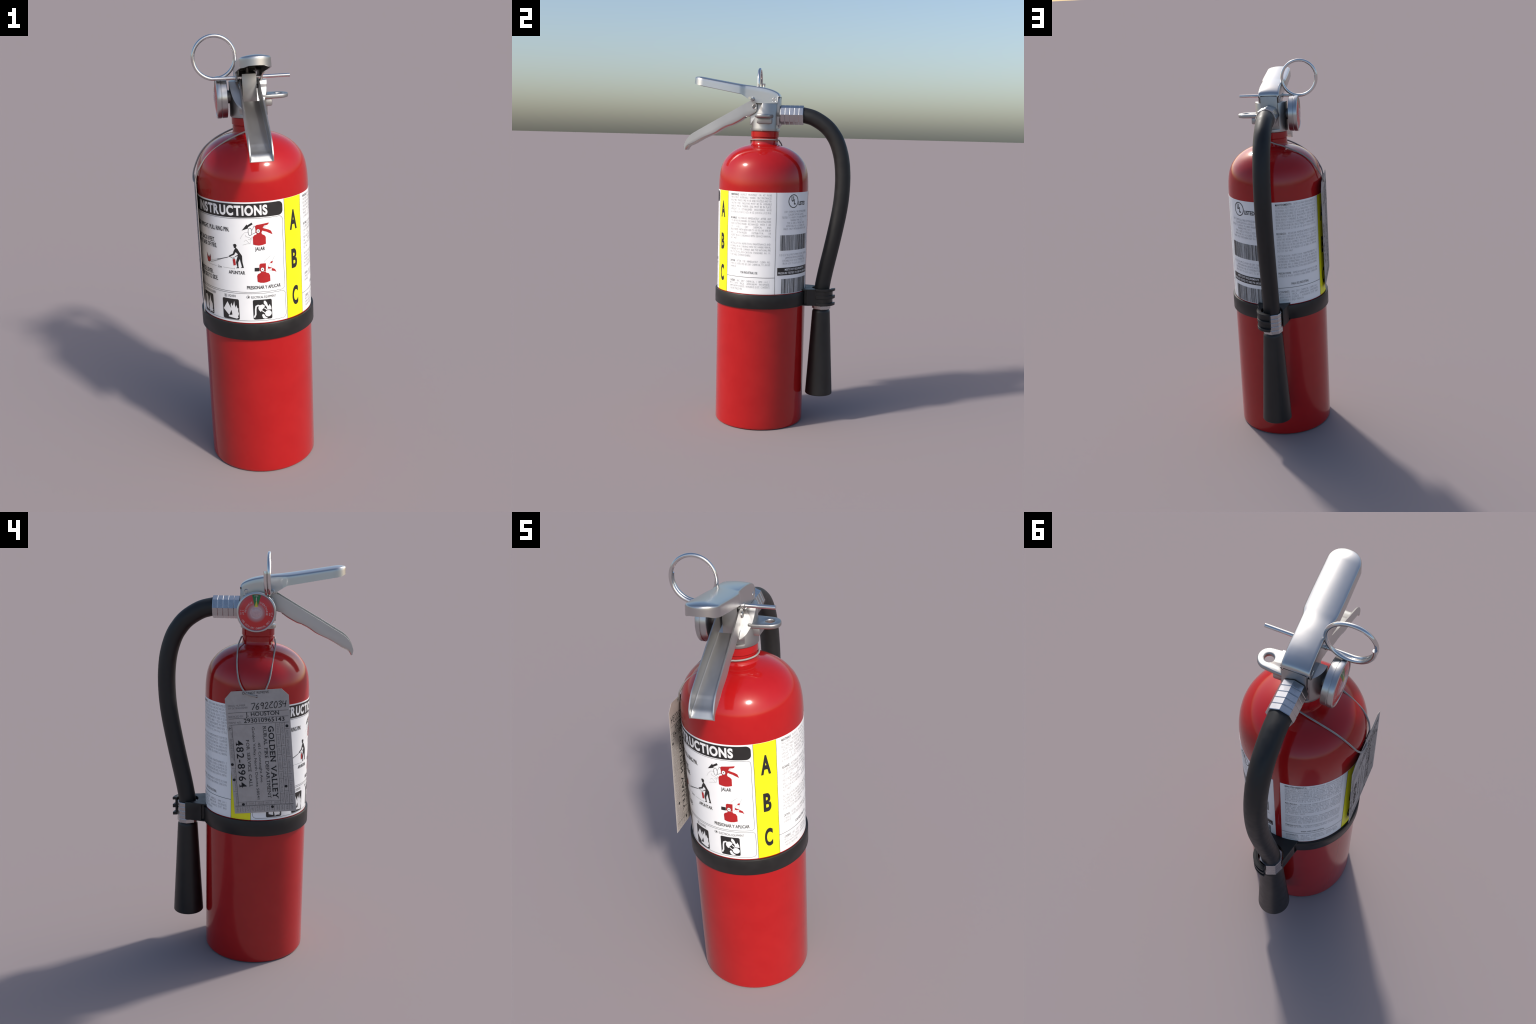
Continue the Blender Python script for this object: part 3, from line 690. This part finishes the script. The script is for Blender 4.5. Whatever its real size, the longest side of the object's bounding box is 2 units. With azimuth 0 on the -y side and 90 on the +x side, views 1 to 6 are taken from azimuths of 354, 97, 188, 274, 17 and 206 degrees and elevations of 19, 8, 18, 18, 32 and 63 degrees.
bm = bmesh.new(); lathe(bm, [(0, dome(0))] + [(DR * k / 16, dome(DR * k / 16)) for k in range(1, 17)], 96, GF)
obj_from_bm('gauge_dial', bm, M_DIAL, gauge)
# dial printing: u to the right (-y), v up (+z), laid on the domed face
def on_dial(lift): return lambda u, v: (-(dome(math.hypot(u, v)) + lift), GC[0] - u, GC[1] + v)
def sector(art, a0, a1, r0, r1, n=8):
    for k in range(n):
        b0, b1 = (radians(90 + a0 + (a1 - a0) * q / n) for q in (k, k + 1))
        for j in range(4):
            p, q = (r0 + (r1 - r0) * j / 4, r0 + (r1 - r0) * (j + 1) / 4)
            art.poly([(p * cos(b0), p * sin(b0)), (q * cos(b0), q * sin(b0)), (q * cos(b1), q * sin(b1)), (p * cos(b1), p * sin(b1))])
g = Art(); sector(g, -14.5, 14.5, 0.030, 0.0800); g.finish('gauge_green_sector', M_GREEN, gauge, on_dial(.0003))
g = Art(); g.poly([(-0.0075, 0.026), (-0.0033, 0.042), (0.001, 0.056), (0.0042, 0.042), (0.0075, 0.026)]); g.finish('gauge_needle', M_NEEDLE, gauge, on_dial(.0009))
g = Art()
def arc_text(s, rad, a0, a1, cap, inward=False, bold=0.01):
    n = len(s)
    for k, ch in enumerate(s):
        if ch == ' ': continue
        a = radians(a0 + (a1 - a0) * (k + 0.5) / n); w = abs(radians(a1 - a0)) * rad / n * (0.30 if ch in 'I1.' else 0.82)
        me, xa, xb = glyphs(ch, bold, 2)
        sx = w / (xb - xa); sy = cap / CAP
        M = Matrix.Translation((rad * cos(a), rad * sin(a), 0)) @ Matrix.Rotation(a + (pi / 2 if inward else -pi / 2), 4, 'Z') @ Matrix.Diagonal((sx, sy, 1, 1)) @ Matrix.Translation((-(xa + xb) / 2, 0, 0))
        g.mesh(me, M)
arc_text('RECHARGE', 0.0455, 180, 110, 0.0075); arc_text('OVERCHARGE', 0.0455, 72, -14, 0.0075)
arc_text('USE WITH DRY CHEMICAL ONLY', 0.0745, 207, 330, 0.0078, True)
arc_text('bar 0', 0.0680, 188, 171, 0.006); arc_text('psi 0', 0.0575, 190, 170, 0.006)
arc_text('27.6', 0.0690, 2, -14, 0.006); arc_text('400', 0.0585, 1, -12, 0.006)
write(g, '195', -0.0078, 0.0078, 0.0710, 0.0062, 0.0); g.rect(-0.0020, 0.0014, 0.052, 0.0680)
g.finish('gauge_lettering', M_DIALWHITE, gauge, on_dial(.0006))
bm = bmesh.new()
lathe(bm, [(0.0285, dome(.0285) - .001), (0.0275, dome(.0275) + .0006), (0.0225, dome(.0225) + .0009), (0.0215, dome(.0215) + .0003), (0.0195, dome(.0195) + .0012), (0.012, dome(.012) + .0020), (0, dome(0) + .0024)], 48, GF)  # raised pinkish disc modelled for the glare spot on the dome
obj_from_bm('gauge_painted_glare', bm, M_PAINTED_GLARE, gauge, 50)

# ------------------------------------------------------------------ hose, couplings, nozzle
HZ = 1.7352
def ribbed(bm, F, R, l, n=5):
    prof = []
    for k in range(n):
        a, b = l * k / n, l * (k + 1) / n
        prof += [(R * 0.972, a), (R, a + l / n * 0.10), (R * 0.995, b - l / n * 0.10), (R * 0.972, b)]
    lathe(bm, [(0, 0)] + prof + [(R * .83, l), (R * .80, l - .004), (0, l - .004)], 8, F)
bm = bmesh.new(); ribbed(bm, frame_at((0, 0.0695, HZ), (0, 1, 0), (1, 0, 0)), 0.0530, 0.1270)
coupling = obj_from_bm('hose_coupling', bm, M_NUT, root, 20)
bm = bmesh.new(); lathe(bm, [(0.044, 0.050), (0.044, 0.072)], 40, frame_at((0, 0, HZ), (0, 1, 0))); obj_from_bm('outlet_port', bm, M_STEM, valve)
NY = 0.3278
HOSE = [(0, 0.186, HZ), (0, 0.2000, 1.7350), (0, 0.2570, 1.7190), (0, 0.3210, 1.6790), (0, 0.3630, 1.6315), (0, 0.3900, 1.5820), (0, 0.4130, 1.5050), (0, 0.4236, 1.4120), (0, 0.4225, 1.3090),
        (0, 0.4110, 1.2030), (0, 0.3835, 1.0520), (0, 0.3490, 0.8850), (0, 0.3335, 0.8000), (0, NY, 0.7500)]
bm = bmesh.new(); tube(bm, [p - Vector((0, 0.0008, 0)) for p in catmull(HOSE, 8)], 0.0427, 40)
hose = obj_from_bm('hose', bm, M_RUBBER, root, 50)
bm = bmesh.new(); ribbed(bm, frame_at((0, NY, 0.6565), (0, 0, 1), (1, 0, 0)), 0.0525, 0.1070)
ferrule = obj_from_bm('hose_ferrule', bm, M_NUT, root, 20)
bm = bmesh.new()
lathe(bm, [(0, 0.6600), (0.0440, 0.6600), (0.0448, 0.6560), (0.0440, 0.6530), (0.0475, 0.6480), (0.0500, 0.6420), (0.0506, 0.6350), (0.0764, 0.1690), (0.0766, 0.1640), (0.0745, 0.1612), (0.0690, 0.1620), (0.0670, 0.1660), (0.030, 0.45), (0, 0.45)], 72, frame_at((0, NY, 0), (0, 0, 1)))
nozzle = obj_from_bm('nozzle', bm, M_NOZ, root, 28)

# ------------------------------------------------------------------ hose clip on the strap
arc = lambda r, a0, a1, n=14: [(r * cos(radians(a0 + (a1 - a0) * k / n)), NY + r * sin(radians(a0 + (a1 - a0) * k / n))) for k in range(n + 1)]
back = [(x, AY + sqrt(0.2512 ** 2 - x * x)) for x in [0.084 - 0.168 * k / 12 for k in range(13)]]
bm = bmesh.new()
prism(bm, back + [(-0.0590, 0.3320), (-0.0560, 0.3320)] + arc(0.0552, 176, 360) + arc(0.0552, 0, 88, 10)[1:] + [(0.0745 * cos(radians(a)), NY + 0.0632 * sin(radians(a))) for a in range(88, -1, -8)] + [(0.0750, 0.300), (0.0800, 0.270), (0.0860, 0.258), (0.0860, 0.238)], 0.6830, 0.7755, lambda u, v, w: (u, v, w))
clip = obj_from_bm('hose_clip', bm, M_STRAP, root)
for s in (1, -1):                                             # side pockets next to the strap
    c = bmesh.new(); box(c, s * 0.068 if s > 0 else -0.12, 0.12 if s > 0 else -0.068, 0.200, 0.2490, 0.6890, 0.7690); boolean(clip, c)
add_bevel(clip, 0.0016, 1, 50)
for z0, z1 in ((0.7635, 0.7765), (0.7215, 0.7385), (0.6820, 0.6970)):
    b2 = bmesh.new()
    prism(b2, arc(0.0615, -28, 87) + [(0.001, NY + 0.0765)] + arc(0.0770, 84, 14, 12) + [(0.0790, 0.318), (0.0790, 0.300)], z0, z1, lambda u, v, w: (u, v, w))
    bevel(b2, 0.0015, 1); obj_from_bm('clip_rib', b2, M_STRAP, clip)

# ------------------------------------------------------------------ paper tag
TA = radians(5.2); TO = (-0.032, 1.371)                       # tag origin at its wire hole (y, z)
def tag_map(x): return lambda u, v: (x, TO[0] - (u * cos(TA) - v * sin(TA)), TO[1] + u * sin(TA) + v * cos(TA))
TX = -0.2560
bm = bmesh.new()
pts = [(-0.1475, -0.006), (-0.1165, 0.0258), (0.1130, 0.0258), (0.1435, -0.0050), (0.1435, -0.5620), (-0.1475, -0.5620)]
def tag_face(x):
    a = [bm.verts.new((*p, x)) for p in pts]; h = [bm.verts.new((-0.0018 + 0.0062 * cos(2 * pi * k / 16), -0.0046 + 0.0062 * sin(2 * pi * k / 16), x)) for k in range(16)]
    es = [bm.edges.new((l[k], l[(k + 1) % len(l)])) for l in (a, h) for k in range(len(l))]
    bmesh.ops.triangle_fill(bm, use_beauty=True, edges=es); return a, h
fa, fb = tag_face(TX), tag_face(TX + 0.0014)
for l0, l1 in zip(fa, fb):
    for k in range(len(l0)): bm.faces.new([l0[k], l0[(k + 1) % len(l0)], l1[(k + 1) % len(l1)], l1[k]])
for v in bm.verts: v.co = Vector(tag_map(v.co.z)(v.co.x, v.co.y))
tag = obj_from_bm('paper_tag', bm, M_CARD, root, 30)
ink, fade, rule = Art(), Art(), Art()
write(ink, 'DO NOT REMOVE', -0.0645, 0.0550, 0.0090, 0.0108, 0.0)
write(fade, 'SERIAL NUMBER', -0.1360, -0.0560, -0.0450, 0.0085, 0); write(fade, 'OF EXTINGUISHER', -0.1360, -0.0460, -0.0570, 0.0085, 0)
write(fade, 'SERVICED BY:', -0.1390, -0.0680, -0.0965, 0.0090, 0); write(fade, 'PERMIT NO.:', -0.1390, -0.0790, -0.1250, 0.0090, 0)
write(ink, 'J. HOUSTON', -0.0580, 0.0945, -0.0935, 0.0185, 0.006); write(ink, '293010965143', -0.0690, 0.1170, -0.1235, 0.0190, 0.006)
# hand-written serial number, stroke by stroke in unit boxes
STROKES = {'7': [[(0, .95), (.9, 1), (.3, 0)]], '6': [[(.7, 1), (.25, .6), (.15, .2), (.5, 0), (.8, .25), (.6, .5), (.3, .35)]], '9': [[(.8, .75), (.5, 1), (.2, .8), (.35, .55), (.75, .65), (.8, .9), (.7, 0)]],
           '2': [[(.15, .75), (.45, 1), (.8, .75), (.2, .1), (.3, 0), (.95, .08)]], 'C': [[(.2, .9), (.85, 1), (.2, .45), (.3, .08), (.95, .1)]], '0': [[(.5, 1), (.15, .6), (.25, .1), (.6, 0), (.9, .5), (.7, .95), (.5, 1)]],
           '3': [[(.1, .9), (.6, 1), (.75, .8), (.35, .55), (.85, .4), (.7, .1), (.1, 0)]], '4': [[(.1, 1), (.1, .5), (.85, .55)], [(.8, 1), (.6, 0)]]}
for k, ch in enumerate('7692C034'):
    for st in STROKES[ch]:
        x = -0.033 + 0.0206 * k; q = catmull([(x + 0.0195 * a + 0.0035 * b, -0.0650 + 0.0008 * k + 0.0300 * b, 0) for a, b in st], 4)
        ink.line([(p.x, p.y) for p in q], 0.0030)
for v in (-0.0738, -0.1016, -0.1304): rule.rect(-0.1375, 0.1360, v - .0007, v + .0007)
rule.rect(-0.1420, 0.1330, -0.5245, -0.5233); rule.rect(-0.1420, 0.1330, -0.5275, -0.5265); rule.rect(-0.1250, 0.0735, -0.5066, -0.5056)
for u in (-0.1256, 0.0737, 0.0944, 0.1153): rule.rect(u - .0006, u + .0006, -0.5235, -0.1304)
for u in (-0.1205, -0.0969, -0.0743, -0.0498, -0.0272, -0.0046, 0.0190, 0.0415, 0.0649, 0.0894, 0.1138): rule.rect(u - .0005, u + .0005, -0.5560, -0.5270)
for u in (-0.0876, -0.0448, -0.0070, 0.0312): rule.rect(u - .0005, u + .0005, -0.5235, -0.5060)
cols = {(0.0737, 0.0944): (-0.1881, -0.2419, -0.2835, -0.3639, -0.4000, -0.4716), (0.0944, 0.1153): (-0.2403, -0.3454, -0.3887, -0.4586), (0.1153, 0.1360): (-0.1611, -0.2017, -0.2948, -0.3783, -0.4128, -0.4813), (-0.1475, -0.1256): (-0.3387, -0.3699, -0.4522)}
for (a, b), vv in cols.items():
    for v in vv: rule.rect(a + (0.004 if a < 0 else 0), b, v - .0005, v + .0005)
def down(art, s, u, v0, v1, cap, bold=0.0, res=3):
    """text reading downwards: baseline at u (left side), from v0 to v1"""
    me, a, b = glyphs(s, bold, res); sx = (v0 - v1) / (b - a); sy = cap / CAP
    art.mesh(me, Matrix(((0, sy, 0, u), (-sx, 0, 0, v0 + a * sx), (0, 0, 1, 0), (0, 0, 0, 1))))
SERIF = {'L': ((.14,), (.14,)), 'D': ((.10,), (.10,)), 'E': ((.12,), (.12,)), 'N': ((.10, .90), (.10,)), 'V': ((.08, .92), ()), 'A': ((), (.06, .94)), 'Y': ((.08, .92), (.5,)), 'R': ((.12,), (.12, .95)),
         'U': ((.10, .90), ()), 'F': ((.12,), (.12,)), 'I': ((.5,), (.5,)), 'P': ((.12,), (.12,)), 'T': ((), (.5,)), 'M': ((.08, .92), (.08, .92)), '4': ((), (.68,)), 'N2': ((), ())}
def down_serif(art, s, u, v0, v1, cap, bold):
    """downward capitals, letter by letter, with slab feet on the stems"""
    w = [(glyphs(ch, bold, 3)[2] - glyphs(ch, bold, 3)[1]) if ch != ' ' else 0.30 for ch in s]; gap = 0.115
    k = (v0 - v1) / (sum(w) + gap * (len(s) - 1)); v = v0; th = cap * 0.075
    for ch, ww in zip(s, w):
        if ch != ' ':
            down(art, ch, u, v, v - ww * k, cap, bold)
            tops, bots = SERIF.get(ch, ((), ()))
            for fr, base in [(f, u + cap - th) for f in tops] + [(f, u) for f in bots]:
                c = v - ww * k * fr; art.rect(base, base + th, c - cap * .25, c + cap * .25)
        v -= (ww + gap) * k
down_serif(ink, 'GOLDEN VALLEY', 0.0395, -0.1450, -0.4935, 0.0245, 0.016); down_serif(ink, 'RURAL FIRE DEPARTMENT', 0.0155, -0.1450, -0.4930, 0.0150, 0.0)
down(ink, '451 Connaught Ave.', -0.0130, -0.2200, -0.4170, 0.0115, -0.004); down(ink, 'Golden Valley, North Dakota 58541', -0.0350, -0.1450, -0.4955, 0.0115, -0.004)
down_serif(ink, 'FOR SERVICE CALL', -0.0665, -0.2055, -0.4330, 0.0135, 0.0); down_serif(ink, '482-8964', -0.1140, -0.2045, -0.4335, 0.0325, 0.010)
for s, u, a, b in (('SUPER K', .0790, .135, .180), ('WATER', .0790, .196, .234), ('WET', .0790, .25, .275), ('WET AGENT', .0790, .292, .357), ('TFH', .0790, .371, .393), ('HALOTRON', .0790, .406, .465), ('SYSTEM', .0790, .477, .516),
                   ('LOADED STREAM', .1000, .136, .232), ('METAL POWDER', .1000, .25, .337), ('PUMP', .1000, .353, .382), ('PRESS', .1000, .396, .428), ('PURPLE K', .1000, .466, .516),
                   ('AFFF', .1210, .167, .195), ('ANTI-FREEZE', .1210, .212, .286), ('CARTRIDGE', .1210, .307, .371), ('CO2', .1210, .386, .405), ('DRYCHEM', .1210, .42, .474), ('FOAM', .1210, .49, .516),
                   ('EMPTY IN A SAFE DUTY WEIGHT', -.1350, .165, .300), ('INDICATE PUNCH', -.1425, .195, .285), ('NEW', -.1370, .345, .364), ('MAINTENANCE', -.1360, .376, .446), ('RECHARGED', -.1360, .46, .515)):
    down(fade, s, u, -a, -b, 0.0088, -0.004, 1)
for k, s in enumerate(('DEC', 'NOV', 'OCT', 'SEP', 'AUG', 'JUL', 'JUN', 'MAY', 'APR', 'MAR', 'FEB', 'JAN')):
    down(fade, s, -0.1365 + 0.02345 * k, -0.5300, -0.5530, 0.0088, -0.004, 1)
for u, s in ((-0.112, '2019'), (-0.077, '2020'), (-0.036, '2021'), (0.001, '2022'), (0.042, '2023')): write(fade, s, u, u + 0.024, -0.5195, 0.0085, -0.004)
outline(rule, rrect(-0.1445, -0.1285, -0.1540, -0.1380, 0.001), 0.0008); down(ink, '6', -0.1405, -0.1415, -0.1505, 0.0100, -0.004)
for u, v in ((0.1262, -0.1483), (-0.1390, -0.3188), (-0.1365, -0.3941), (0.1034, -0.4375), (-0.1035, -0.5181), (0.0330, -0.5359)): ink.disc(u, v, 0.0068)
for art, nm, mt, e in ((ink, 'tag_lettering', M_TAGINK, .0007), (fade, 'tag_faded_print', M_TAGGREY, .0004), (rule, 'tag_rules', M_TAGLINE, .0005)):
    art.finish(nm, mt, tag, tag_map(TX - e), extra=tag_map(TX + 0.0014 + e))

# ------------------------------------------------------------------ tie wire: loop round the neck, both ends hanging to the tag hole
neck = [(0.0800 * cos(radians(a)), AY + 0.0800 * sin(radians(a)), 1.5945 - 0.0035 * cos(radians(a + 180)) ) for a in range(-92, 93, 8)]
front = [(-0.2512, -0.0470, 1.3640), (-0.2512, -0.0580, 1.3740), (-0.2505, -0.0700, 1.3960), (-0.2440, -0.0790, 1.4200), (-0.2380, -0.0840, 1.4330), (-0.2250, -0.0895, 1.4560), (-0.2075, -0.0930, 1.4815), (-0.1820, -0.0960, 1.5060), (-0.1520, -0.0990, 1.5295), (-0.1120, -0.1020, 1.5540), (-0.0680, -0.1030, 1.5740), (-0.0300, -0.0985, 1.5870)]
rear = [(-0.0250, 0.0655, 1.5860), (-0.0640, 0.0690, 1.5750), (-0.1120, 0.0695, 1.5560), (-0.1560, 0.0680, 1.5330), (-0.1950, 0.0655, 1.5030), (-0.2230, 0.0605, 1.4700), (-0.2420, 0.0515, 1.4340), (-0.2550, 0.0370, 1.4040), (-0.2602, 0.0180, 1.3820), (-0.2606, -0.0050, 1.3725), (-0.2595, -0.0215, 1.3685), (-0.2560, -0.0300, 1.3665), (-0.2515, -0.0380, 1.3645)]
bm = bmesh.new(); tube(bm, catmull(front + neck + rear, 4), 0.0037, 8, up=(0, 0, 1))
wire = obj_from_bm('tie_wire', bm, M_WIRE, root, 60)

bpy.data.objects.remove(fob); bpy.data.curves.remove(fcu)
for me, a, b in cache.values(): bpy.data.meshes.remove(me)
